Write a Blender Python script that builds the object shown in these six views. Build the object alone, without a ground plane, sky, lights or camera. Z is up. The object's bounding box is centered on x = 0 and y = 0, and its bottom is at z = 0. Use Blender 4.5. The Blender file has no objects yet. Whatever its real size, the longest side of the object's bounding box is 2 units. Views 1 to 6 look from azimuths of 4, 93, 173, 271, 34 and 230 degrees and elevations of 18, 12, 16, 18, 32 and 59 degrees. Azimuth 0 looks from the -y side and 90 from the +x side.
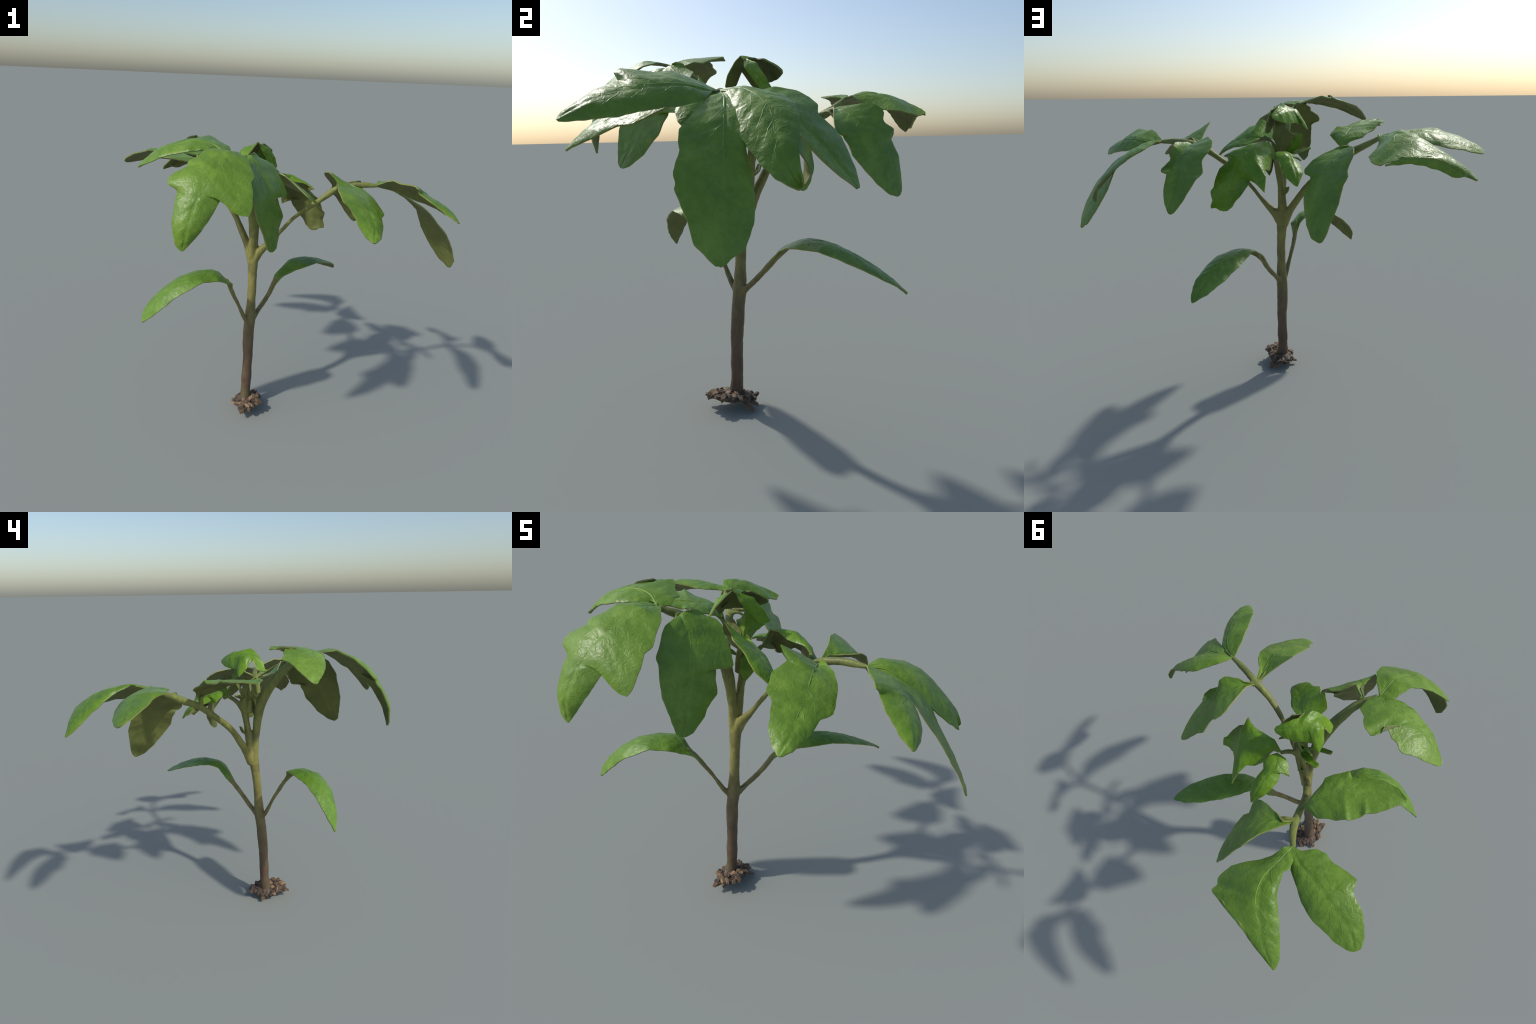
"""A young leafy seedling lifted from the ground: a brown-to-green stem with a pair of strap-shaped
seed leaves, three long petioles that each carry lobed leaflets, a tuft of young leaves at the top,
and a flat clump of bark chips and earth around the foot."""
import bpy, bmesh, math, random
import numpy as np
from mathutils import Vector, noise
from mathutils.bvhtree import BVHTree
from mathutils.kdtree import KDTree

random.seed(7)
SC = bpy.context.scene.collection


# ------------------------------------------------------------------ materials
def new_material(name):
    m = bpy.data.materials.new(name)
    m.use_nodes = True
    nt = m.node_tree
    return m, nt, nt.nodes["Principled BSDF"]


def node(nt, kind, **inputs):
    n = nt.nodes.new(kind)
    for k, v in inputs.items():
        if hasattr(n, k) and k not in n.inputs:
            setattr(n, k, v)
        else:
            n.inputs[k.replace("_", " ")].default_value = v
    return n


def ramp(nt, stops):
    r = nt.nodes.new("ShaderNodeValToRGB")
    e = r.color_ramp.elements
    while len(e) < len(stops):
        e.new(0.5)
    for el, (p, c) in zip(e, stops):
        el.position, el.color = p, (*c, 1)
    return r


def leaf_material(name, dark, mid, light, rough, bump=0.30, scale=9.0, fine=60.0):
    m, nt, bsdf = new_material(name)
    L = nt.links.new
    co = node(nt, "ShaderNodeTexCoord")
    broad = node(nt, "ShaderNodeTexNoise", Scale=scale, Detail=3.0, Roughness=0.55)
    small = node(nt, "ShaderNodeTexNoise", Scale=fine, Detail=3.0, Roughness=0.6)
    mix = node(nt, "ShaderNodeMath", operation="MULTIPLY_ADD")
    mix.inputs[1].default_value = 0.4
    r = ramp(nt, [(0.42, dark), (0.70, mid), (0.95, light)])
    L(co.outputs["Object"], broad.inputs["Vector"])
    L(co.outputs["Object"], small.inputs["Vector"])
    L(small.outputs["Fac"], mix.inputs[0])
    L(broad.outputs["Fac"], mix.inputs[2])
    L(mix.outputs[0], r.inputs[0])
    L(r.outputs[0], bsdf.inputs["Base Color"])
    pucker = node(nt, "ShaderNodeTexNoise", Scale=46.0, Detail=2.0, Roughness=0.55, Distortion=0.8)
    L(co.outputs["Object"], pucker.inputs["Vector"])
    b = node(nt, "ShaderNodeBump", Strength=bump, Distance=0.010)
    L(pucker.outputs["Fac"], b.inputs["Height"])
    L(b.outputs[0], bsdf.inputs["Normal"])
    bsdf.inputs["Roughness"].default_value = rough
    bsdf.inputs["Specular IOR Level"].default_value = 0.42
    return m


TOP = {
    "mature": leaf_material("leaf_upper_green", (.088, .180, .017), (.130, .238, .022), (.185, .305, .036), .42),
    "young": leaf_material("young_leaf_upper_green", (.082, .185, .008), (.128, .252, .011), (.175, .325, .022), .42),
    "cotyledon": leaf_material("seed_leaf_upper_green", (.078, .170, .018), (.112, .225, .022), (.155, .28, .035), .42),
}
UNDER = leaf_material("leaf_underside_olive", (.098, .116, .028), (.128, .148, .035), (.17, .19, .045), .6, bump=.12)
EDGE = leaf_material("leaf_edge_yellowish", (.13, .15, .03), (.22, .27, .06), (.30, .27, .11), .55, bump=.1, fine=25)
VEIN = leaf_material("vein_pale_green", (.125, .245, .026), (.150, .270, .032), (.18, .30, .042), .42, bump=.05)


def stem_material():
    m, nt, bsdf = new_material("stem_bark")
    L = nt.links.new
    co = node(nt, "ShaderNodeTexCoord")
    sep = node(nt, "ShaderNodeSeparateXYZ")
    L(co.outputs["Object"], sep.inputs[0])
    n1 = node(nt, "ShaderNodeTexNoise", Scale=7.0, Detail=4.0, Roughness=.6)
    mp = node(nt, "ShaderNodeMapping")
    mp.inputs["Scale"].default_value = (1, 1, .35)
    L(co.outputs["Object"], mp.inputs[0])
    L(mp.outputs[0], n1.inputs["Vector"])
    h = node(nt, "ShaderNodeMath", operation="MULTIPLY_ADD")      # height in the plant, made uneven by noise
    h.inputs[1].default_value = .32
    L(n1.outputs["Fac"], h.inputs[0])
    L(sep.outputs[2], h.inputs[2])
    sc = node(nt, "ShaderNodeMath", operation="MULTIPLY")
    sc.inputs[1].default_value = .58
    L(h.outputs[0], sc.inputs[0])
    r = ramp(nt, [(.12, (.105, .060, .040)), (.27, (.135, .082, .050)), (.38, (.155, .118, .055)), (.47, (.215, .19, .060)),
                  (.60, (.245, .225, .062)), (.74, (.225, .235, .055)), (.90, (.19, .225, .050))])
    L(sc.outputs[0], r.inputs[0])
    n2 = node(nt, "ShaderNodeTexNoise", Scale=38.0, Detail=4.0, Roughness=.65)
    L(mp.outputs[0], n2.inputs["Vector"])
    v = ramp(nt, [(.3, (.62, .6, .58)), (.62, (1.12, 1.1, 1.1))])
    L(n2.outputs["Fac"], v.inputs[0])
    mul = node(nt, "ShaderNodeMix", data_type="RGBA", blend_type="MULTIPLY")
    mul.inputs[0].default_value = .8
    L(r.outputs[0], mul.inputs[6])
    L(v.outputs[0], mul.inputs[7])
    moss = node(nt, "ShaderNodeTexNoise", Scale=11.0, Detail=3.0, Roughness=.6)
    L(co.outputs["Object"], moss.inputs["Vector"])
    patch = ramp(nt, [(.50, (0, 0, 0)), (.68, (.55, .55, .55))])
    L(moss.outputs["Fac"], patch.inputs[0])
    green = node(nt, "ShaderNodeMix", data_type="RGBA")
    L(patch.outputs[0], green.inputs[0])
    L(mul.outputs[2], green.inputs[6])
    green.inputs[7].default_value = (.115, .115, .042, 1)
    L(green.outputs[2], bsdf.inputs["Base Color"])
    b = node(nt, "ShaderNodeBump", Strength=.4, Distance=.006)
    L(n2.outputs["Fac"], b.inputs["Height"])
    L(b.outputs[0], bsdf.inputs["Normal"])
    bsdf.inputs["Roughness"].default_value = .55
    return m


def chip_material(name, a, b_, c):
    m, nt, bsdf = new_material(name)
    L = nt.links.new
    co = node(nt, "ShaderNodeTexCoord")
    n1 = node(nt, "ShaderNodeTexNoise", Scale=34.0, Detail=5.0, Roughness=.65)
    L(co.outputs["Object"], n1.inputs["Vector"])
    r = ramp(nt, [(.32, a), (.5, b_), (.68, c)])
    L(n1.outputs["Fac"], r.inputs[0])
    L(r.outputs[0], bsdf.inputs["Base Color"])
    n2 = node(nt, "ShaderNodeTexNoise", Scale=110.0, Detail=3.0, Roughness=.6)
    L(co.outputs["Object"], n2.inputs["Vector"])
    b = node(nt, "ShaderNodeBump", Strength=.5, Distance=.005)
    L(n2.outputs["Fac"], b.inputs["Height"])
    L(b.outputs[0], bsdf.inputs["Normal"])
    bsdf.inputs["Roughness"].default_value = .6
    return m


STEM = stem_material()
EARTH = chip_material("dark_earth", (.030, .020, .015), (.075, .050, .034), (.14, .095, .065))
CHIPS = [chip_material("bark_chip_brown", (.075, .047, .028), (.155, .098, .055), (.25, .165, .095)),
         chip_material("bark_chip_tan", (.16, .10, .052), (.30, .195, .105), (.40, .28, .17)),
         chip_material("bark_chip_dark", (.035, .026, .018), (.080, .058, .038), (.14, .105, .07))]


# ------------------------------------------------------------------ helpers
def vec(p):
    return np.array(p, float)


def spline(P, t):
    """Catmull-Rom curve through the control points, t from 0 to 1."""
    P = np.asarray(P, float)
    n = len(P) - 1
    x = min(max(t, 0.0), 1.0) * n
    i = min(int(x), n - 1)
    f = x - i
    b, c = P[i], P[i + 1]
    a = P[i - 1] if i > 0 else 2 * b - c
    d = P[i + 2] if i + 2 <= n else 2 * c - b
    return .5 * (2 * b + (c - a) * f + (2 * a - 5 * b + 4 * c - d) * f * f + (3 * b - a - 3 * c + d) * f ** 3)


def unit(v):
    return v / (np.linalg.norm(v) + 1e-12)


def add_object(name, mesh, parent, mats):
    for m in mats:
        mesh.materials.append(m)
    o = bpy.data.objects.new(name, mesh)
    SC.objects.link(o)
    o.parent = parent
    return o


def tube(path, radii, sides=14, rings=40, squash=1.0):
    """Vertices and faces of a closed tapering tube along a spline."""
    V, F = [], []
    up = vec((0.13, 0.21, 1.0))
    last = None
    for i in range(rings + 1):
        t = i / rings
        p = spline(path, t)
        d = unit(spline(path, min(t + .01, 1)) - spline(path, max(t - .01, 0)))
        s = unit(np.cross(d, up)) if last is None else unit(last - (last @ d) * d)
        last = s
        q = np.cross(d, s)
        r = float(np.interp(t * (len(radii) - 1), range(len(radii)), radii))
        for k in range(sides):
            a = math.tau * k / sides
            V.append(p + r * (math.cos(a) * s + squash * math.sin(a) * q))
    for i in range(rings):
        for k in range(sides):
            a, b = i * sides + k, i * sides + (k + 1) % sides
            F.append((a, b, b + sides, a + sides))
    F.append(tuple(range(sides))[::-1])
    F.append(tuple(rings * sides + k for k in range(sides)))
    return V, F


# ------------------------------------------------------------------ the plant
plant = bpy.data.objects.new("leafy_seedling", None)
SC.objects.link(plant)
plant["label"] = "young seedling with glossy lobed green leaves and bark-chip clump"
plant["category"] = "plant seedling"


def blade(name, kind, up, spine, left, right, rows=72, cols=13, thick=.0085, puff=.06):
    """One leaf blade. `spine` is the midrib; each rib in `left` and `right` is a side vein:
    (place on the midrib 0..1, reach forward, reach outward, lift) and ends on the leaf's margin."""
    S = [vec(p) for p in spine]
    up = unit(vec(up))

    def frame(t):
        T = unit(spline(S, min(t + .02, 1)) - spline(S, max(t - .02, 0)))
        N = unit(up - (up @ T) * T)
        return T, np.cross(N, T), N

    def margin(ribs):
        pts = [(0.0, S[0])]
        for t, along, out, lift in ribs:
            T, side, N = frame(t)
            pts.append((t, spline(S, t) + along * T + out * side + lift * N))
        pts.append((1.0, S[-1]))
        arc = np.r_[0, np.cumsum([np.linalg.norm(b[1] - a[1]) for a, b in zip(pts, pts[1:])])]
        return pts, arc / arc[-1]

    sides = [margin(left), margin(right)]

    def at(m, w):
        """Point of the margin and its place on the midrib, w of the way round it."""
        pts, arc = m
        i = min(int(np.searchsorted(arc, w, side="right")) - 1, len(pts) - 2)
        f = (w - arc[i]) / max(arc[i + 1] - arc[i], 1e-9)
        # lightly rounded corners
        p = pts[i][1] * (1 - f) + pts[i + 1][1] * f
        return p, pts[i][0] * (1 - f) + pts[i + 1][0] * f

    seed = random.uniform(0, 50)
    size = sum(np.linalg.norm(b - a) for a, b in zip(S, S[1:]))
    n_cols = 2 * cols + 1
    G = np.zeros((rows + 1, n_cols, 3))
    relief = np.zeros((rows + 1, n_cols))
    veins = max(5, int(size / .055))
    for i in range(rows + 1):
        w = i / rows * .992                                  # tips are blunt, not needle sharp
        ends = [at(m, w) for m in sides]
        # slope of the blade where it crosses the midrib, so that both halves join without a fold
        t = (ends[0][1] + ends[1][1]) / 2
        tau = (ends[1][0] - ends[0][0]) / 2
        for sgn, (e, _) in ((-1, ends[0]), (1, ends[1])):
            c = spline(S, t)
            T, sd, N = frame(t)
            width = np.linalg.norm(e - c)
            e = e + (e - c) / max(width, 1e-6) * min(.003, width * .3)
            for j in range(cols + 1):
                u = j / cols
                p = c + (tau * sgn - (e - c)) * u * (1 - u) + (e - c) * u
                G[i, cols + sgn * j] = p + N * (puff * width * (1 - u * u) * min(1, 6 * w))
                phase = (t - .10 * u) * veins + (.5 if sgn > 0 else 0)
                quilt = abs(math.sin(math.pi * phase)) ** .6 * min(1, u * 4) * (1 - u) ** .4
                groove = -math.exp(-(u * width / .007) ** 2) * .5
                relief[i, cols + sgn * j] = (quilt * .003 + groove * .001) * min(1, width / .04)
    # surface normals of the grid
    du = np.gradient(G, axis=0)
    dv = np.gradient(G, axis=1)
    NN = np.cross(dv, du)
    ln = np.linalg.norm(NN, axis=2, keepdims=True)
    NN = NN / np.maximum(ln, 1e-12)
    flip = NN @ up
    if flip.mean() < 0:
        NN = -NN
    NN[ln[..., 0] < 1e-12] = up
    for i in range(rows + 1):
        for j in range(n_cols):
            p = Vector(G[i, j])
            k = noise.noise(p * 38 + Vector((seed, 0, 0))) * .0016 + noise.noise(p * 60) * .0008
            k += noise.noise(p * 11 + Vector((0, seed, 0))) * .004
            edge = abs(j - cols) / cols
            G[i, j] += NN[i, j] * (relief[i, j] + k * (1 - edge ** 4))
            if edge > .99:                                   # uneven, faintly toothed margin
                G[i, j] += dv[i, j] / max(np.linalg.norm(dv[i, j]), 1e-9) * (1 if j else -1) * noise.noise(p * 30 + Vector((0, 0, seed))) * .004
    V, F, mats = [], [], []
    top = np.zeros((rows + 1, n_cols), int)
    bot = np.zeros((rows + 1, n_cols), int)
    for i in range(rows + 1):
        for j in range(n_cols):
            edge = abs(j - cols) / cols
            th = thick * (1 - .35 * edge ** 3)
            top[i, j] = len(V)
            V.append(G[i, j])
            bot[i, j] = len(V)
            V.append(G[i, j] - NN[i, j] * th)
    for i in range(rows):
        for j in range(n_cols - 1):
            F.append((top[i, j], top[i, j + 1], top[i + 1, j + 1], top[i + 1, j])); mats.append(0)
            F.append((bot[i, j], bot[i + 1, j], bot[i + 1, j + 1], bot[i, j + 1])); mats.append(1)
        for j in (0, n_cols - 1):
            q = (top[i, j], top[i + 1, j], bot[i + 1, j], bot[i, j])
            F.append(q if j == 0 else q[::-1]); mats.append(2)
    for i in (0, rows):
        for j in range(n_cols - 1):
            q = (top[i, j], bot[i, j], bot[i, j + 1], top[i, j + 1])
            F.append(q if i == 0 else q[::-1]); mats.append(2)
    me = bpy.data.meshes.new(name)
    me.from_pydata([tuple(v) for v in V], [], [tuple(int(a) for a in f) for f in F])
    me.polygons.foreach_set("material_index", mats)
    bm = bmesh.new()
    bm.from_mesh(me)
    bmesh.ops.remove_doubles(bm, verts=bm.verts, dist=1e-5)
    bmesh.ops.recalc_face_normals(bm, faces=bm.faces)
    bm.to_mesh(me)
    bm.free()
    me.shade_smooth()
    me.set_sharp_from_angle(angle=math.radians(50))
    leaf = add_object(name, me, plant, [TOP[kind], UNDER, EDGE])

    # pale midrib and side veins, almost sunk into the upper face; a stouter rib below
    V, F = [], []

    def strand(path, radii, **k):
        v, f = tube(path, radii, **k)
        F.extend(tuple(a + len(V) for a in q) for q in f)
        V.extend(v)

    mid = [G[i, cols] for i in range(0, rows + 1, 6)]
    midN = [NN[i, cols] for i in range(0, rows + 1, 6)]
    rr = .0042 * min(1.0, size / .4)
    strand([p - n * rr * .55 for p, n in zip(mid, midN)][:-1], [rr, rr * .8, rr * .3], sides=8, rings=48)
    if size > .12:
        n_side = max(3, int(size / .10))
        for q in range(n_side):
            for sgn in (-1, 1):
                i0 = int((.10 + .72 * (q + (.4 if sgn > 0 else 0)) / n_side) * rows)
                run = []
                for j in range(0, int(cols * .85)):
                    i1 = min(rows, i0 + int(j * 1.25 + .02 * j * j))
                    run.append(G[i1, cols + sgn * j] - NN[i1, cols + sgn * j] * rr * .30)
                if len(run) > 2:
                    strand(run, [rr * .50, rr * .42, rr * .22], sides=6, rings=24)
    v_obj = bpy.data.meshes.new("midrib")
    v_obj.from_pydata([tuple(v) for v in V], [], F)
    v_obj.shade_smooth()
    add_object("midrib", v_obj, leaf, [VEIN])
    return leaf


# cot1
blade('cotyledon', 'cotyledon', up=(-.12, -.25, .96),
      spine=[(-.188, -.188, .742), (-.21, -.248, .845), (-.282, -.307, .912), (-.383, -.372, .913), (-.479, -.426, .864), (-.561, -.458, .781), (-.627, -.48, .682)],
      left=[(.105, -.001, .006, -.008), (.193, -.004, .037, .005), (.267, -.007, .053, -.007), (.345, -.005, .068, -.008),
            (.468, -.002, .07, -.003), (.558, 0, .072, -.013), (.664, .002, .066, -.012), (.84, .004, .047, -.012)],
      right=[(.098, -.002, -.016, .005), (.201, .003, -.024, -.002), (.259, -0, -.047, .002), (.318, -.002, -.067, -.008),
             (.442, .001, -.074, -.019), (.574, .005, -.07, -.015), (.717, .008, -.061, -.007), (.849, .007, -.046, .007),
             (.934, .005, -.025, .011)])

# cot2
blade('cotyledon', 'cotyledon', up=(-.01, .13, .99),
      spine=[(0, .048, .69), (.044, .116, .782), (.128, .188, .831), (.199, .288, .832), (.268, .385, .799), (.333, .477, .751), (.397, .564, .69)],
      left=[(.081, -.002, .016, -.003), (.145, -.002, .029, -.003), (.265, -.005, .029, .006), (.347, -.001, .056, .001),
            (.43, .002, .07, -.007), (.563, .003, .076, -.018), (.737, .007, .068, -.016), (.891, .005, .038, -.01)],
      right=[(.072, -.001, -.015, -.001), (.13, -0, -.024, -.007), (.188, .003, -.034, -.016), (.286, .006, -.05, -.023),
             (.364, .002, -.066, -.023), (.516, .003, -.075, -.016), (.633, .004, -.073, -.012), (.813, .006, -.057, -.001),
             (.939, .003, -.023, .006)])

# XA
blade('leaflet', 'mature', up=(.48, .25, .84),
      spine=[(.535, -.061, 1.377), (.619, -.089, 1.372), (.684, -.148, 1.379), (.741, -.217, 1.374), (.794, -.286, 1.355), (.843, -.355, 1.327), (.879, -.425, 1.286)],
      left=[(.119, .001, .01, -0), (.238, -.009, .044, -.007), (.364, -.007, .063, -.022), (.497, -.003, .071, -.02),
            (.627, .002, .073, -.017), (.755, .005, .064, -.015), (.879, .005, .038, -.009)],
      right=[(.129, -.012, -.077, .007), (.269, .009, -.108, -.005), (.354, .009, -.108, -.015), (.47, .015, -.116, -.009),
             (.527, .015, -.121, -.005), (.569, .013, -.115, -.011), (.596, -.002, -.092, -.023), (.732, .002, -.08, -.024),
             (.883, .005, -.044, -.017), (.945, .005, -.027, -.007)])

# XM
blade('leaflet', 'mature', up=(.71, .31, .63),
      spine=[(.535, -.058, 1.376), (.639, -.032, 1.348), (.733, -.023, 1.291), (.809, -.019, 1.21), (.876, -.012, 1.121), (.936, -.007, 1.028), (.991, -.017, .932)],
      left=[(.104, 0, .013, .014), (.253, .001, .029, .012), (.422, .004, .046, .015), (.582, .007, .072, -.008),
            (.693, .01, .081, -.011), (.801, .013, .073, -.01), (.904, .01, .053, -.008)],
      right=[(.09, .001, -.025, -0), (.194, .004, -.051, -.007), (.366, .008, -.093, -.004), (.435, .005, -.115, -.002),
             (.53, .006, -.109, .002), (.605, .006, -.121, .006), (.634, .007, -.127, .006), (.678, .007, -.116, .007),
             (.694, .007, -.121, .005), (.803, .009, -.095, .01), (.914, .015, -.06, .008)])

# XB
blade('leaflet', 'mature', up=(.6, .03, .8),
      spine=[(.535, -.061, 1.377), (.592, .008, 1.377), (.658, .062, 1.348), (.724, .102, 1.304), (.79, .116, 1.244), (.846, .139, 1.178), (.856, .187, 1.104)],
      left=[(.144, -.003, .042, -.014), (.349, -.009, .086, -.023), (.466, -.012, .084, -.016), (.565, -.019, .074, -.013),
            (.654, -.011, .069, -.01), (.748, -.01, .053, -.003), (.85, -.001, .036, .008), (.918, .001, .012, .016),
            (.965, .001, -0, .012)],
      right=[(.13, -.003, -.032, .006), (.328, .004, -.073, -.003), (.572, .03, -.089, -.013), (.688, .025, -.068, -.017),
             (.793, .022, -.051, -.014), (.876, .012, -.043, .001), (.98, .005, -.013, .005)])

# XR
blade('leaflet', 'mature', up=(.41, -.17, .89),
      spine=[(.333, -.059, 1.349), (.372, -.147, 1.37), (.404, -.238, 1.379), (.435, -.326, 1.349), (.458, -.413, 1.309), (.475, -.498, 1.264), (.48, -.579, 1.207)],
      left=[(.127, .003, .003, .023), (.261, -.007, .064, .019), (.331, -.006, .09, .005), (.405, 0, .105, -.002),
            (.521, .002, .111, -.005), (.587, .004, .113, -.005), (.67, -0, .078, -.001), (.774, .002, .066, -.002),
            (.928, .005, .034, .004)],
      right=[(.083, .004, -.026, .002), (.204, .003, -.086, .017), (.31, -.009, -.145, .035), (.335, -.019, -.132, .02),
             (.369, -.031, -.1, .001), (.504, -.019, -.136, .006), (.646, -.007, -.134, -.001), (.692, -.012, -.101, -.005),
             (.8, -.002, -.083, -.006), (.873, .004, -.066, -.009), (.936, .006, -.04, -.011)])

# XL
blade('leaflet', 'mature', up=(.46, .44, .77),
      spine=[(.333, -.058, 1.35), (.372, .03, 1.359), (.403, .114, 1.337), (.43, .183, 1.276), (.448, .251, 1.212), (.467, .313, 1.14), (.487, .375, 1.069)],
      left=[(.106, .002, .038, .016), (.23, -.005, .108, .018), (.321, -.011, .145, .014), (.338, -.016, .154, .013),
            (.396, -.019, .168, .011), (.462, -.012, .158, .016), (.517, -.009, .128, .008), (.556, -.006, .131, .007),
            (.641, 0, .142, .001), (.655, 0, .141, 0), (.702, -.002, .121, .008), (.752, -.001, .104, .007),
            (.821, .002, .083, .006), (.901, .005, .055, .002), (.976, .004, .02, -.003)],
      right=[(.071, .004, .004, .012), (.104, .004, -.004, .012), (.145, -.001, -.024, .025), (.218, -.003, -.048, .039),
             (.258, -.003, -.058, .046), (.311, -0, -.063, .038), (.406, -.005, -.09, -.009), (.496, -.007, -.122, -.003),
             (.557, -.01, -.102, .011), (.606, -.019, -.065, .008), (.776, -.006, -.062, .006), (.893, -.001, -.038, .004)])

# YA
blade('leaflet', 'mature', up=(.19, -.66, .73),
      spine=[(-.235, -.36, 1.55), (-.22, -.47, 1.564), (-.23, -.575, 1.526), (-.26, -.666, 1.468), (-.3, -.73, 1.383), (-.328, -.776, 1.285), (-.35, -.778, 1.174)],
      left=[(.03, .003, .015, .005), (.082, .002, .056, .007), (.16, .005, .105, -.003), (.238, .013, .136, -.011),
            (.29, .017, .162, -.017), (.331, .022, .159, -.015), (.395, .023, .19, -.024), (.461, .028, .211, -.031),
            (.499, .039, .219, -.035), (.525, .042, .218, -.033), (.554, .033, .184, -.033), (.577, .021, .149, -.03),
            (.611, -.035, .103, -.022), (.632, -.074, .079, -.024), (.647, -.107, .085, -.025), (.68, -.068, .086, -.022),
            (.731, -.042, .083, -.018), (.802, -.029, .073, -.02), (.87, -.015, .056, -.012), (.936, -.007, .029, -.006)],
      right=[(.044, -.041, -.057, .003), (.234, -.015, -.087, -.006), (.307, -.008, -.098, -.015), (.394, .001, -.125, -.021),
             (.429, .005, -.117, -.026), (.529, .01, -.154, -.032), (.575, .017, -.158, -.028), (.602, .019, -.149, -.026),
             (.638, -.003, -.106, -.022), (.653, -.008, -.093, -.022), (.71, -.006, -.085, -.016), (.819, 0, -.07, -.015),
             (.866, .004, -.06, -.011), (.951, .005, -.034, -.001)])

# YL
blade('leaflet', 'mature', up=(-.21, -.17, .96),
      spine=[(-.235, -.36, 1.55), (-.303, -.33, 1.576), (-.381, -.335, 1.581), (-.458, -.346, 1.569), (-.531, -.355, 1.543), (-.599, -.355, 1.504), (-.661, -.355, 1.455)],
      left=[(.065, -.001, -.003, -.011), (.11, -.015, .027, .004), (.167, -.012, .062, .004), (.282, -.005, .084, -.008),
            (.329, -.005, .083, -.013), (.394, -.001, .09, -.013), (.504, .001, .078, -.017), (.606, .003, .071, -.015),
            (.708, .003, .061, -.014), (.845, .005, .04, -.01), (.968, .003, .013, .001)],
      right=[(.039, -.019, -.048, -.018), (.11, -.02, -.081, -.02), (.114, -.02, -.082, -.02), (.152, -.037, -.108, -.03),
             (.22, -.047, -.117, -.015), (.259, -.057, -.145, -.013), (.31, -.049, -.178, -.007), (.363, -.036, -.184, -.02),
             (.398, -.041, -.17, -.013), (.428, -.044, -.144, -.009), (.454, -.066, -.114, .001), (.501, -.049, -.116, -.008),
             (.536, -.045, -.128, -.017), (.595, -.037, -.128, -.016), (.646, -.026, -.143, -.019), (.692, -.015, -.142, -.015),
             (.767, -.012, -.11, -.002), (.855, -.006, -.077, 0), (.956, .001, -.031, .002)])

# YD
blade('leaflet', 'mature', up=(.81, -.37, .46),
      spine=[(-.185, -.31, 1.51), (-.113, -.362, 1.528), (-.057, -.384, 1.457), (-.028, -.422, 1.375), (-.01, -.46, 1.29), (.006, -.499, 1.204), (.021, -.546, 1.123)],
      left=[(.13, .013, .023, .024), (.166, -.023, .075, .014), (.191, -.01, .102, -.014), (.267, -.01, .141, -.015),
            (.306, -.015, .148, .001), (.347, -.022, .139, .008), (.427, -.022, .158, .013), (.503, -.01, .171, .015),
            (.525, -.01, .16, .013), (.568, -.034, .104, -.007), (.663, -.022, .107, .005), (.709, -.016, .112, .009),
            (.802, -.01, .079, -.001), (.845, -.006, .073, -0), (.916, -.002, .047, .002), (.953, .002, .032, .003)],
      right=[(.106, .003, .004, .007), (.2, -.005, -.038, .005), (.256, -.021, -.078, .012), (.315, -.015, -.106, .022),
             (.371, -.006, -.115, .016), (.441, -0, -.123, .012), (.489, -.001, -.13, .004), (.525, -.001, -.12, .007),
             (.666, .006, -.108, .005), (.741, .007, -.099, .006), (.852, .008, -.063, .008), (.966, .009, -.025, -.002)])

# Z1
blade('leaflet', 'mature', up=(.02, .33, .95),
      spine=[(-.51, .42, 1.42), (-.526, .517, 1.428), (-.542, .613, 1.423), (-.595, .688, 1.401), (-.672, .734, 1.362), (-.75, .767, 1.313), (-.826, .787, 1.254)],
      left=[(.101, -.012, .043, .002), (.19, -.021, .065, .015), (.241, -.024, .05, .014), (.332, -.013, .071, -.01),
            (.425, -.006, .074, -.02), (.58, .011, .082, -.025), (.739, .012, .069, -.018), (.914, .011, .037, -.007)],
      right=[(.043, .002, -.022, .008), (.12, .002, -.046, -.032), (.195, .008, -.081, -.055), (.266, .012, -.123, -.062),
             (.331, 0, -.169, -.052), (.413, -.014, -.208, -.049), (.446, -.015, -.199, -.049), (.482, -.023, -.213, -.026),
             (.592, -.047, -.125, -.007), (.711, -.035, -.07, .007), (.818, -.022, -.042, -0)])

# Z1f
blade('leaflet', 'mature', up=(-0, 1, .05),
      spine=[(-.421, .788, 1.326), (-.49, .789, 1.344), (-.56, .789, 1.344), (-.629, .789, 1.331), (-.694, .791, 1.302), (-.759, .79, 1.278), (-.826, .787, 1.254)],
      left=[(.158, .01, .013, -.002), (.297, .008, .014, -.002), (.437, .006, .021, -.002), (.575, .001, .022, -.002),
            (.717, .002, .016, -.001), (.858, .001, .004, -.002)],
      right=[(.13, -.01, -.01, -.001), (.281, -.007, -.013, -.002), (.43, -.004, -.016, -.002), (.581, -.001, -.017, -.002),
             (.722, -0, -.021, -.003), (.858, -0, -.002, -.001)])

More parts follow.
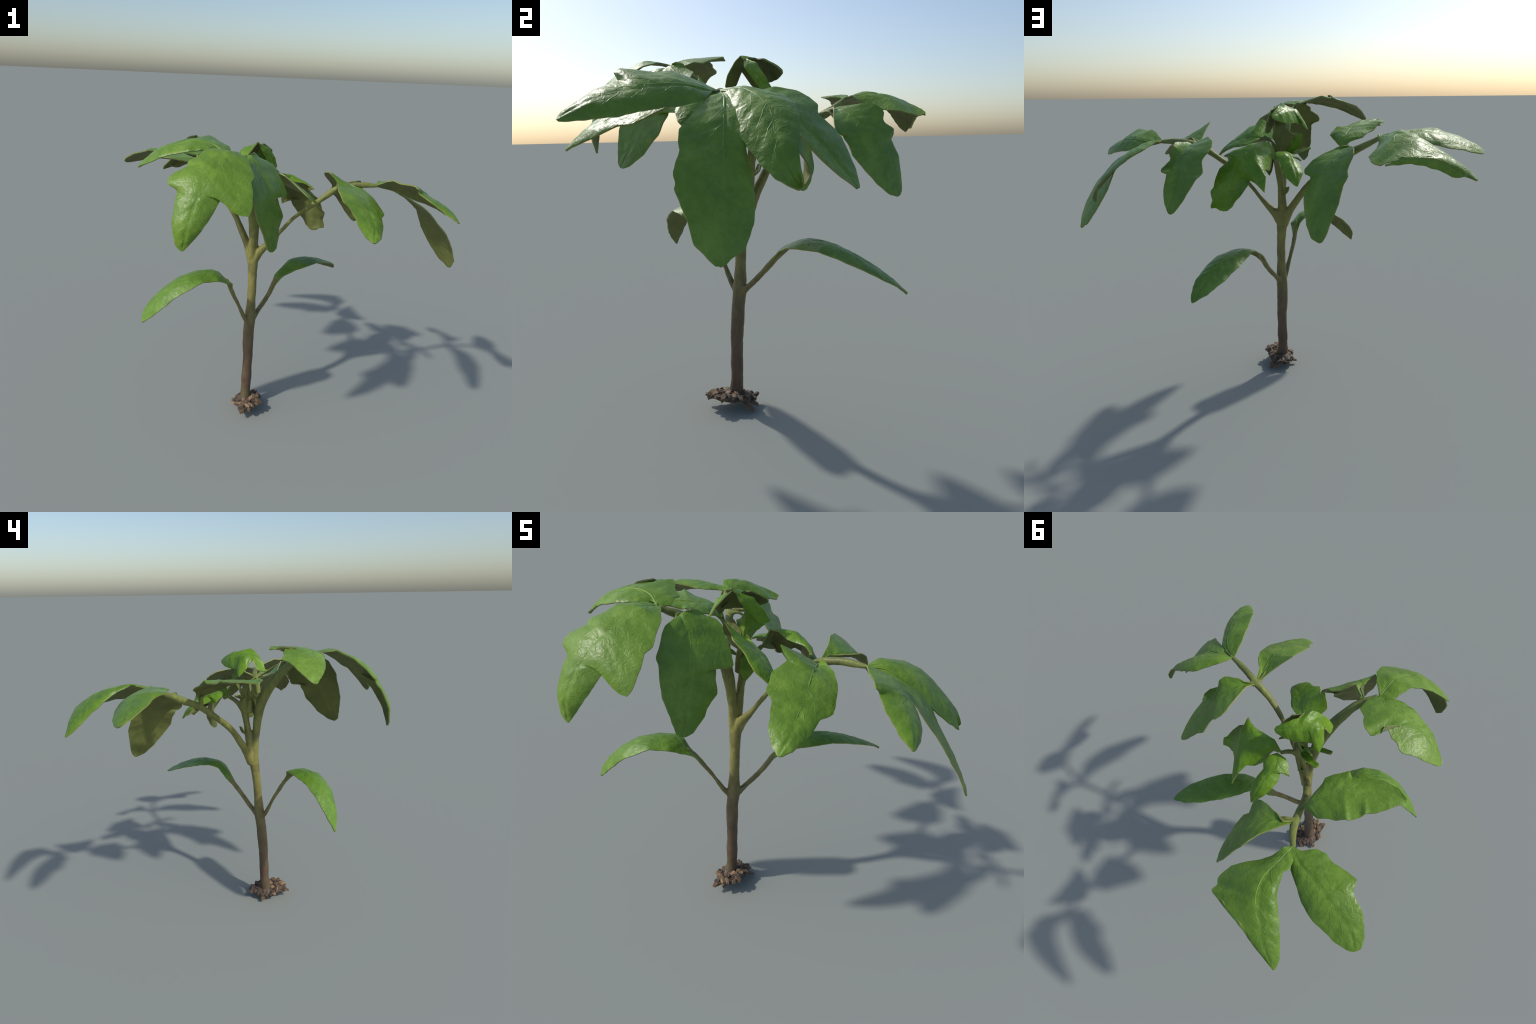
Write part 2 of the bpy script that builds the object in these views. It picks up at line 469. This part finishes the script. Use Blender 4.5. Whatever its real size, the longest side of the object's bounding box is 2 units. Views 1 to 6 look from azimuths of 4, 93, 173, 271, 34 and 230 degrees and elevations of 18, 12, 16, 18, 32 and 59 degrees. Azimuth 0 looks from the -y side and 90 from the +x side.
# Z2
blade('leaflet', 'mature', up=(-.12, .27, .95),
      spine=[(-.51, .42, 1.42), (-.588, .444, 1.429), (-.673, .447, 1.432), (-.759, .458, 1.428), (-.842, .462, 1.407), (-.923, .47, 1.379), (-.994, .496, 1.338)],
      left=[(.07, -0, .027, -.007), (.142, -.011, .084, -.017), (.251, .003, .107, -.028), (.293, .006, .1, -.028),
            (.417, .003, .123, -.022), (.523, .011, .14, -.015), (.551, .013, .132, -.011), (.602, .005, .096, -.007),
            (.754, .012, .082, 0), (.89, .007, .049, .002), (.965, .007, .026, .003)],
      right=[(.119, .001, -.021, .008), (.184, -.01, -.047, -.007), (.314, -.008, -.074, -.008), (.43, -.004, -.094, -.018),
             (.517, -.004, -.101, -.021), (.599, -.001, -.102, -.021), (.748, .003, -.086, -.013), (.835, .009, -.075, -.009),
             (.958, .011, -.029, -.001)])

# ZL
blade('leaflet', 'mature', up=(.74, .35, .58),
      spine=[(-.405, .31, 1.35), (-.336, .383, 1.352), (-.276, .445, 1.303), (-.235, .5, 1.23), (-.205, .546, 1.146), (-.188, .59, 1.057), (-.187, .636, .968)],
      left=[(.1, .001, .036, -.002), (.239, -.01, .094, .019), (.315, -.015, .135, .028), (.375, -.013, .15, .024),
            (.403, -.013, .146, .019), (.438, -.016, .129, .008), (.463, -.014, .126, .005), (.535, -.014, .143, .01),
            (.568, -.013, .133, .003), (.602, -.017, .113, -.007), (.73, -.005, .105, -.005), (.784, -.003, .088, -.005),
            (.859, .003, .068, -.001), (.969, .004, .021, .002)],
      right=[(.087, .004, .022, .004), (.152, -.005, -.024, .02), (.247, -.009, -.08, .019), (.318, -.012, -.117, .025),
             (.393, -.013, -.146, .021), (.43, -.01, -.14, .015), (.464, -.02, -.112, -.005), (.519, -.014, -.112, -.006),
             (.594, -.007, -.127, -.003), (.672, -.003, -.112, -.004), (.834, .004, -.075, -.003), (.935, .006, -.044, .003)])

# ZR
blade('leaflet', 'mature', up=(.23, .11, .97),
      spine=[(-.37, .225, 1.33), (-.39, .211, 1.389), (-.427, .136, 1.422), (-.471, .058, 1.44), (-.528, -.011, 1.45), (-.601, -.064, 1.461), (-.686, -.094, 1.47)],
      left=[(.043, .005, .003, .002), (.112, -.001, .051, -.014), (.283, .028, .087, -.017), (.313, .021, .101, -.007),
            (.394, .024, .102, -.004), (.505, .022, .095, .009), (.545, .006, .066, -.006), (.642, .005, .057, .003),
            (.796, .003, .045, .011), (.903, .001, .029, .008)],
      right=[(.073, .005, -.016, -.001), (.105, .007, -.021, -.005), (.219, -.013, -.086, -.01), (.266, -.017, -.1, -.005),
             (.352, -.016, -.126, -.008), (.459, -.015, -.15, .011), (.495, -.012, -.153, -.003), (.596, -.005, -.141, -.005),
             (.647, -.001, -.131, .009), (.685, .003, -.127, .004), (.771, .011, -.112, .004), (.871, .017, -.076, .007),
             (.933, .013, -.038, .002), (.984, .004, -.01, -.004)])

# W
blade('leaflet', 'young', up=(.24, .83, .5),
      spine=[(-.057, .094, 1.29), (-.014, .144, 1.354), (.067, .177, 1.36), (.13, .202, 1.299), (.174, .21, 1.216), (.208, .207, 1.128), (.236, .198, 1.039)],
      left=[(.071, -.007, .05, .015), (.095, -.025, .056, .039), (.112, -.032, .068, .052), (.131, -.028, .095, .053),
            (.212, -.008, .137, .009), (.357, .026, .138, .002), (.444, .048, .173, .039), (.555, .062, .204, .054),
            (.674, -.033, .079, -.024), (.698, -.017, .085, -.015), (.811, -.007, .072, .005), (.854, -.004, .055, .008),
            (.916, .001, .045, .006), (.968, .004, .025, .002)],
      right=[(.136, .008, -.029, -.027), (.202, .012, -.027, -.033), (.27, .013, -.02, -.06), (.351, .025, -.044, -.057),
             (.42, .027, -.087, -.052), (.495, .028, -.12, -.062), (.514, .012, -.096, -.063), (.533, .011, -.08, -.06),
             (.625, .017, -.094, -.03), (.696, .02, -.085, -.003), (.775, .021, -.065, .026), (.805, .021, -.068, .04),
             (.874, .021, -.04, .05), (.95, .025, -.048, .028), (.971, .008, -.032, .009)])

# W3
blade('leaflet', 'young', up=(-.11, .44, .89),
      spine=[(-.06, .125, 1.325), (-.095, .162, 1.323), (-.115, .205, 1.306), (-.115, .252, 1.288), (-.124, .294, 1.26), (-.128, .33, 1.223), (-.13, .356, 1.179)],
      left=[(.095, -0, .04, -.012), (.183, -.003, .058, -.028), (.3, -.005, .076, -.034), (.376, -.048, .016, -.016),
            (.417, -.042, .027, -.018), (.495, -.028, .052, -.026), (.628, -.017, .051, -.019), (.766, -.011, .041, -.009)],
      right=[(.107, -.011, -.043, .01), (.262, -.002, -.064, -.009), (.393, .006, -.048, -.026), (.556, .003, -.049, -.032),
             (.731, .008, -.046, -.023), (.861, .008, -.032, -.014)])

# T
blade('leaflet', 'young', up=(.44, .32, .84),
      spine=[(-.05, -.03, 1.37), (-.012, -.083, 1.381), (.034, -.129, 1.385), (.087, -.166, 1.376), (.142, -.194, 1.355), (.195, -.212, 1.32), (.242, -.227, 1.276)],
      left=[(.145, -.002, -.009, .012), (.299, -.012, .044, .003), (.486, -.005, .069, -.001), (.668, .002, .053, .001),
            (.837, .003, .028, .003)],
      right=[(.144, .001, -.063, -.011), (.265, -.005, -.119, -.02), (.379, -.017, -.135, .035), (.455, -.028, -.094, .01),
             (.544, -.023, -.107, .008), (.634, -.023, -.074, -.001), (.728, -.017, -.07, -.011), (.825, -.006, -.063, -.015),
             (.928, .001, -.035, -.008)])

# N
blade('leaflet', 'young', up=(-.33, .4, .86),
      spine=[(-.185, -.055, 1.52), (-.163, -.023, 1.531), (-.14, .01, 1.535), (-.116, .042, 1.532), (-.092, .073, 1.523), (-.064, .1, 1.512), (-.034, .124, 1.499)],
      left=[(.11, -.034, .071, -.014), (.203, -.03, .122, -.038), (.282, -.022, .107, -.04), (.323, -.037, .082, -.036),
            (.489, -.022, .07, -.038), (.669, -.012, .059, -.037), (.792, -.004, .045, -.027), (.866, -.002, .032, -.017),
            (.959, .002, .017, -.006)],
      right=[(.084, -.071, .025, -.039), (.144, -.102, -.01, -.07), (.209, -.081, -.037, -.047), (.328, -.059, -.059, -.022),
             (.431, -.051, -.068, -.006), (.51, -.044, -.065, -.024), (.617, -.038, -.041, -.005), (.721, -.024, -.037, .006),
             (.852, -.013, -.023, .004), (.958, -.002, -.013, .001)])

# N4
blade('leaflet', 'young', up=(.16, -.98, .07),
      spine=[(-.1, -.005, 1.29), (-.098, .016, 1.331), (-.094, .033, 1.373), (-.089, .042, 1.418), (-.087, .038, 1.463), (-.086, .025, 1.507), (-.09, 0, 1.545)],
      left=[(.183, .001, .033, -.002), (.322, .002, .049, -.016), (.444, -.003, .075, -.034), (.529, -.009, .048, -.021),
            (.654, -.011, .022, -.008), (.866, -.002, .019, -.001)],
      right=[(.219, .007, -.025, .009), (.374, .011, -.044, -.01), (.478, -.001, -.06, -.047), (.577, -.01, -.042, -.021),
             (.71, -.007, -.029, -.009), (.852, -.004, -.021, .003)])

# N5
blade('leaflet', 'young', up=(.79, -.62, .03),
      spine=[(-.1, -.035, 1.56), (-.078, -.019, 1.541), (-.058, -.002, 1.521), (-.045, .016, 1.495), (-.033, .033, 1.47), (-.022, .049, 1.442), (-.012, .065, 1.415)],
      left=[(.355, .004, .022, -0), (.678, .008, .023, .004), (.947, .013, .02, -.001)],
      right=[(.22, -.002, -.021, .007), (.539, .002, -.027, -.001), (.866, .005, -.022, -.001)])

# b1
blade('leaflet', 'young', up=(.29, .02, .96),
      spine=[(-.1, .01, 1.29), (-.125, .015, 1.297), (-.15, .02, 1.305), (-.175, .023, 1.311), (-.2, .027, 1.318), (-.225, .03, 1.327), (-.25, .032, 1.335)],
      left=[(.321, 0, .015, .003), (.642, .003, .012, .002), (.94, .005, .012, .004)],
      right=[(.356, -0, -.02, .003), (.668, .002, -.015, .002), (.969, .004, -.008, .002)])

# b2
blade('leaflet', 'young', up=(.38, -.09, .92),
      spine=[(-.1, -.02, 1.28), (-.122, -.031, 1.288), (-.144, -.042, 1.296), (-.166, -.053, 1.304), (-.188, -.064, 1.312), (-.211, -.07, 1.321), (-.235, -.075, 1.33)],
      left=[(.364, .002, .011, .002), (.692, .003, .012, .003), (.959, .004, .008, .004)],
      right=[(.244, -.001, -.012, .003), (.617, 0, -.013, .003), (.946, .003, -.008, .003)])

# b5
blade('leaflet', 'young', up=(.03, .94, -.34),
      spine=[(-.1, 0, 1.29), (-.117, .005, 1.31), (-.135, .01, 1.329), (-.153, .017, 1.348), (-.171, .024, 1.366), (-.189, .033, 1.384), (-.207, .042, 1.402)],
      left=[(.462, .003, .041, .006), (.831, .009, .034, -.009)],
      right=[(.308, -0, -.024, .001), (.609, .002, -.033, -0)])

# b3
blade('leaflet', 'young', up=(.61, -.62, .48),
      spine=[(-.07, 0, 1.3), (-.058, -.015, 1.285), (-.045, -.03, 1.27), (-.037, -.04, 1.249), (-.03, -.05, 1.228), (-.033, -.055, 1.204), (-.035, -.06, 1.18)],
      left=[(.318, .001, .021, 0), (.63, .003, .028, .006)],
      right=[(.327, -.002, -.025, .009), (.677, .002, -.032, -.001)])

# b4
blade('leaflet', 'young', up=(.39, -.68, .62),
      spine=[(-.1, -.015, 1.075), (-.105, -.008, 1.082), (-.11, -0, 1.089), (-.115, .007, 1.096), (-.119, .013, 1.104), (-.122, .015, 1.114), (-.125, .018, 1.125)],
      left=[(.541, .002, .016, .002), (.925, .006, .01, .001)],
      right=[(.527, .002, -.013, .001), (.909, .005, -.011, .002)])

# ------------------------------------------------------------------ stem and petioles: one skin, split by region
axes = {
    "stem": ([(-.112, -.122, .03), (-.112, -.114, .095), (-.111, -.110, .16), (-.110, -.108, .23), (-.109, -.105, .295), (-.108, -.101, .36), (-.1095, -.097, .425),
              (-.109, -.092, .49), (-.106, -.086, .55), (-.104, -.080, .615), (-.102, -.075, .69), (-.101, -.070, .765), (-.103, -.061, .85), (-.105, -.050, .93),
              (-.104, -.030, 1.03), (-.095, -.015, 1.13), (-.083, -.002, 1.22), (-.072, .0, 1.30)],
             [.036, .030, .0275, .0275, .0285, .0298, .0300, .0308, .0325, .0285, .0248, .0250, .0270, .0310, .024, .019, .021, .022], 1.0),
    "petiole": ([(-.10, -.05, .91), (-.06, -.055, .975), (.0, -.066, 1.04), (.058, -.072, 1.115), (.118, -.078, 1.185), (.188, -.082, 1.243), (.261, -.078, 1.298),
                 (.333, -.06, 1.348), (.43, -.06, 1.372), (.54, -.06, 1.374)],
                [.030, .026, .016, .011, .013, .016, .018, .021, .018, .013], .85),
    "petiole.001": ([(-.112, -.055, .93), (-.110, -.066, 1.05), (-.112, -.078, 1.16), (-.118, -.10, 1.26), (-.13, -.14, 1.345), (-.148, -.195, 1.42),
                     (-.18, -.275, 1.495), (-.228, -.36, 1.543)],
                    [.026, .021, .025, .030, .031, .026, .021, .012], 1.0),
    "petiole.002": ([(-.112, -.04, .90), (-.142, -.008, .985), (-.183, .028, 1.06), (-.222, .066, 1.128), (-.266, .108, 1.182), (-.315, .17, 1.243),
                     (-.36, .24, 1.30), (-.42, .33, 1.347), (-.515, .42, 1.412)],
                    [.028, .024, .020, .019, .019, .019, .020, .021, .013], .9),
    "petiole.003": ([(-.113, -.092, .535), (-.140, -.126, .600), (-.168, -.161, .683), (-.196, -.202, .764), (-.212, -.240, .830), (-.222, -.275, .872)],
                    [.017, .0145, .0135, .0135, .014, .009], .8),
    "petiole.004": ([(-.10, -.08, .545), (-.056, -.022, .610), (-.022, .018, .656), (.004, .055, .702), (.022, .088, .742), (.05, .13, .785)],
                    [.019, .0165, .0155, .016, .0165, .010], .8),
    "petiole.005": ([(-.085, -.005, 1.20), (-.068, .045, 1.265), (-.055, .10, 1.295)], [.018, .014, .011], 1.0),
    "petiole.006": ([(-.095, -.03, 1.20), (-.085, -.035, 1.29), (-.05, -.035, 1.37)], [.018, .015, .011], 1.0),
    "petiole.007": ([(-.18, -.28, 1.497), (-.165, -.315, 1.510), (-.14, -.345, 1.520)], [.012, .010, .006], .8),
    "petiole.008": ([(-.40, .31, 1.345), (-.36, .335, 1.345), (-.32, .36, 1.31)], [.014, .011, .006], .8),
    "petiole.009": ([(-.355, .215, 1.305), (-.385, .21, 1.345), (-.42, .18, 1.37)], [.014, .011, .006], .8),
    "petiole.010": ([(.33, -.055, 1.345), (.355, -.02, 1.352), (.385, .015, 1.34)], [.014, .011, .006], .8),
    "petiole.011": ([(.33, -.065, 1.345), (.345, -.12, 1.365), (.36, -.17, 1.375)], [.014, .011, .006], .8),
}
V, F = [], []
for path, radii, squash in axes.values():
    v, f = tube(path, radii, sides=18, rings=70, squash=squash)
    F.extend(tuple(a + len(V) for a in q) for q in f)
    V.extend(v)
skin = bpy.data.meshes.new("skin")
skin.from_pydata([tuple(v) for v in V], [], F)
skin_obj = bpy.data.objects.new("skin", skin)
SC.objects.link(skin_obj)
rm = skin_obj.modifiers.new("remesh", "REMESH")
rm.mode, rm.voxel_size = "VOXEL", .0055
sm = skin_obj.modifiers.new("smooth", "SMOOTH")
sm.iterations, sm.factor = 6, .5
dg = bpy.context.evaluated_depsgraph_get()
whole = bpy.data.meshes.new_from_object(skin_obj.evaluated_get(dg))
bpy.data.objects.remove(skin_obj)
bm = bmesh.new()
bm.from_mesh(whole)
bm.normal_update()
for v in bm.verts:
    p = v.co
    low = max(0.0, 1 - p.z / .9)
    k = noise.noise(Vector((p.x * 16, p.y * 16, p.z * 12))) * (.0022 + .003 * low) + noise.noise(p * 45) * .0012
    v.co = p + v.normal * k
bm.normal_update()
bm.to_mesh(whole)
bm.free()
whole.shade_smooth()
normals = np.zeros(len(whole.vertices) * 3)
whole.vertices.foreach_get("normal", normals)
normals = normals.reshape(-1, 3)
co = np.zeros(len(whole.vertices) * 3)
whole.vertices.foreach_get("co", co)
co = co.reshape(-1, 3)
# which axis each vertex lies closest to
names = list(axes)
best = np.full(len(co), 1e9)
owner = np.zeros(len(co), int)
for a, nm in enumerate(names):
    path, radii, _ = axes[nm]
    for t in np.linspace(0, 1, 80):
        r = float(np.interp(t * (len(radii) - 1), range(len(radii)), radii))
        d = np.linalg.norm(co - spline(path, t), axis=1) - r
        hit = d < best - 1e-6
        best[hit] = d[hit]
        owner[hit] = a
polys = [tuple(p.vertices) for p in whole.polygons]
for a, nm in enumerate(names):
    mine = [p for p in polys if np.bincount([owner[i] for i in p], minlength=len(names)).argmax() == a]
    idx = sorted({i for p in mine for i in p})
    remap = {i: k for k, i in enumerate(idx)}
    me = bpy.data.meshes.new(nm)
    me.from_pydata([tuple(co[i]) for i in idx], [], [tuple(remap[i] for i in p) for p in mine])
    me.shade_smooth()
    me.normals_split_custom_set_from_vertices([tuple(normals[i]) for i in idx])
    add_object(nm.split(".")[0], me, plant, [STEM])
bpy.data.meshes.remove(whole)

# ------------------------------------------------------------------ clump of earth and bark chips at the foot
clump_c = vec((-.098, -.130, .047))


def crust(x, y):
    """Height of the tilted, broken crust of earth above its centre."""
    return .17 * x - .06 * y


bm = bmesh.new()
bmesh.ops.create_icosphere(bm, subdivisions=5, radius=1.0)
for v in bm.verts:
    p = v.co.copy()
    a = math.atan2(p.y, p.x)
    ragged = 1 + .20 * noise.noise(Vector((math.cos(a) * 2.2, math.sin(a) * 2.2, 4.0))) + .16 * noise.noise(Vector((math.cos(a) * 6, math.sin(a) * 6, 1.0)))
    x, y = p.x * .076 * ragged, p.y * .104 * ragged
    q = math.hypot(p.x, p.y)
    cell = noise.voronoi(Vector((x * 42, y * 42, p.z * .6)))[0]
    lump = (cell[1] - cell[0]) * .012
    z = (.020 if p.z > 0 else .017) * p.z + (lump if p.z > 0 else -lump * .5)
    z += .020 * max(0, 1 - math.hypot(x + .012, y - .015) / .05)          # heaped against the stem
    v.co = Vector(clump_c) + Vector((x, y, z + crust(x, y) + .010 * noise.noise(Vector((x, y, .3)) * 30)))
me = bpy.data.meshes.new("earth_clump")
bm.to_mesh(me)
bm.free()
me.shade_smooth()
me.set_sharp_from_angle(angle=math.radians(35))
clump = add_object("earth_clump", me, plant, [EARTH])


def chip_mesh(rng):
    """A flake of bark: an angular slab, bent and split along its grain."""
    bm = bmesh.new()
    n = rng.choice((4, 5, 5, 6))
    a0 = rng.uniform(0, math.tau)
    ring = []
    for k in range(n):
        a = a0 + math.tau * (k + rng.uniform(-.28, .28)) / n
        ring.append((math.cos(a) * rng.uniform(.8, 1.15), math.sin(a) * rng.uniform(.65, .95)))
    top = [bm.verts.new((x * .85, y * .8, .42 + rng.uniform(-.25, .22))) for x, y in ring]
    low = [bm.verts.new((x, y, -.35 + rng.uniform(-.15, .2))) for x, y in ring]
    bm.faces.new(top)
    bm.faces.new(low[::-1])
    for k in range(n):
        bm.faces.new((top[k], low[k], low[(k + 1) % n], top[(k + 1) % n]))
    bmesh.ops.recalc_face_normals(bm, faces=bm.faces)
    bmesh.ops.bevel(bm, geom=list(bm.edges), offset=.07, segments=1, affect="EDGES")
    bmesh.ops.triangulate(bm, faces=bm.faces)
    bmesh.ops.subdivide_edges(bm, edges=bm.edges, cuts=2)
    off = Vector((rng.uniform(0, 99), 0, 0))
    for v in bm.verts:
        v.co.z += .10 * noise.noise(Vector((v.co.x * 1.5, v.co.y * 6, v.co.z)) + off)
        v.co += Vector((noise.noise(v.co * 3 + off), noise.noise(v.co * 3 - off), 0)) * .07
    me = bpy.data.meshes.new("bark_chip")
    bm.to_mesh(me)
    bm.free()
    return me


rng = random.Random(21)
flakes = [chip_mesh(rng) for _ in range(12)]
COUNT = 50
for k in range(COUNT):
    a = k * 2.39996 + rng.uniform(-.25, .25)
    q = math.sqrt((k + .5) / COUNT) * rng.uniform(.93, 1.07)
    x, y = math.cos(a) * .078 * q, math.sin(a) * .108 * q
    if math.hypot(x + .012, y - .016) < .028:
        continue
    rim = q > .72
    s = rng.uniform(.012, .024)
    z = .016 * math.sqrt(max(0, 1 - min(1, q * q))) + crust(x, y) + rng.uniform(-.006, .010)
    chip = flakes[k % 12].copy()
    chip.materials.append(CHIPS[rng.choice((0, 0, 0, 1, 1, 2, 2))])
    o = bpy.data.objects.new("bark_chip", chip)
    SC.objects.link(o)
    o.parent = clump
    o.location = Vector(clump_c) + Vector((x, y, z))
    tilt = .45 if rim else 1.1
    o.rotation_euler = (rng.uniform(-tilt, tilt), rng.uniform(-tilt, tilt), a + rng.uniform(-.6, .6) if rim else rng.uniform(0, math.tau))
    o.scale = (s * rng.uniform(.9, 1.35), s * rng.uniform(.75, 1.1), s * rng.uniform(.6, 1.1))

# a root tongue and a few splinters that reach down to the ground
for x, y, z, ang, dip, sx in ((.055, .075, -.016, .95, .55, .045), (.030, .095, -.012, 1.4, .45, .036), (-.075, .030, -.020, 2.9, .35, .030), (-.02, -.112, .004, -1.7, .25, .030)):
    chip = flakes[3].copy()
    chip.materials.append(CHIPS[0])
    o = bpy.data.objects.new("bark_chip", chip)
    SC.objects.link(o)
    o.parent = clump
    o.location = Vector(clump_c) + Vector((x, y, z))
    o.rotation_euler = (0, dip, ang)
    o.scale = (sx, .020, .013)
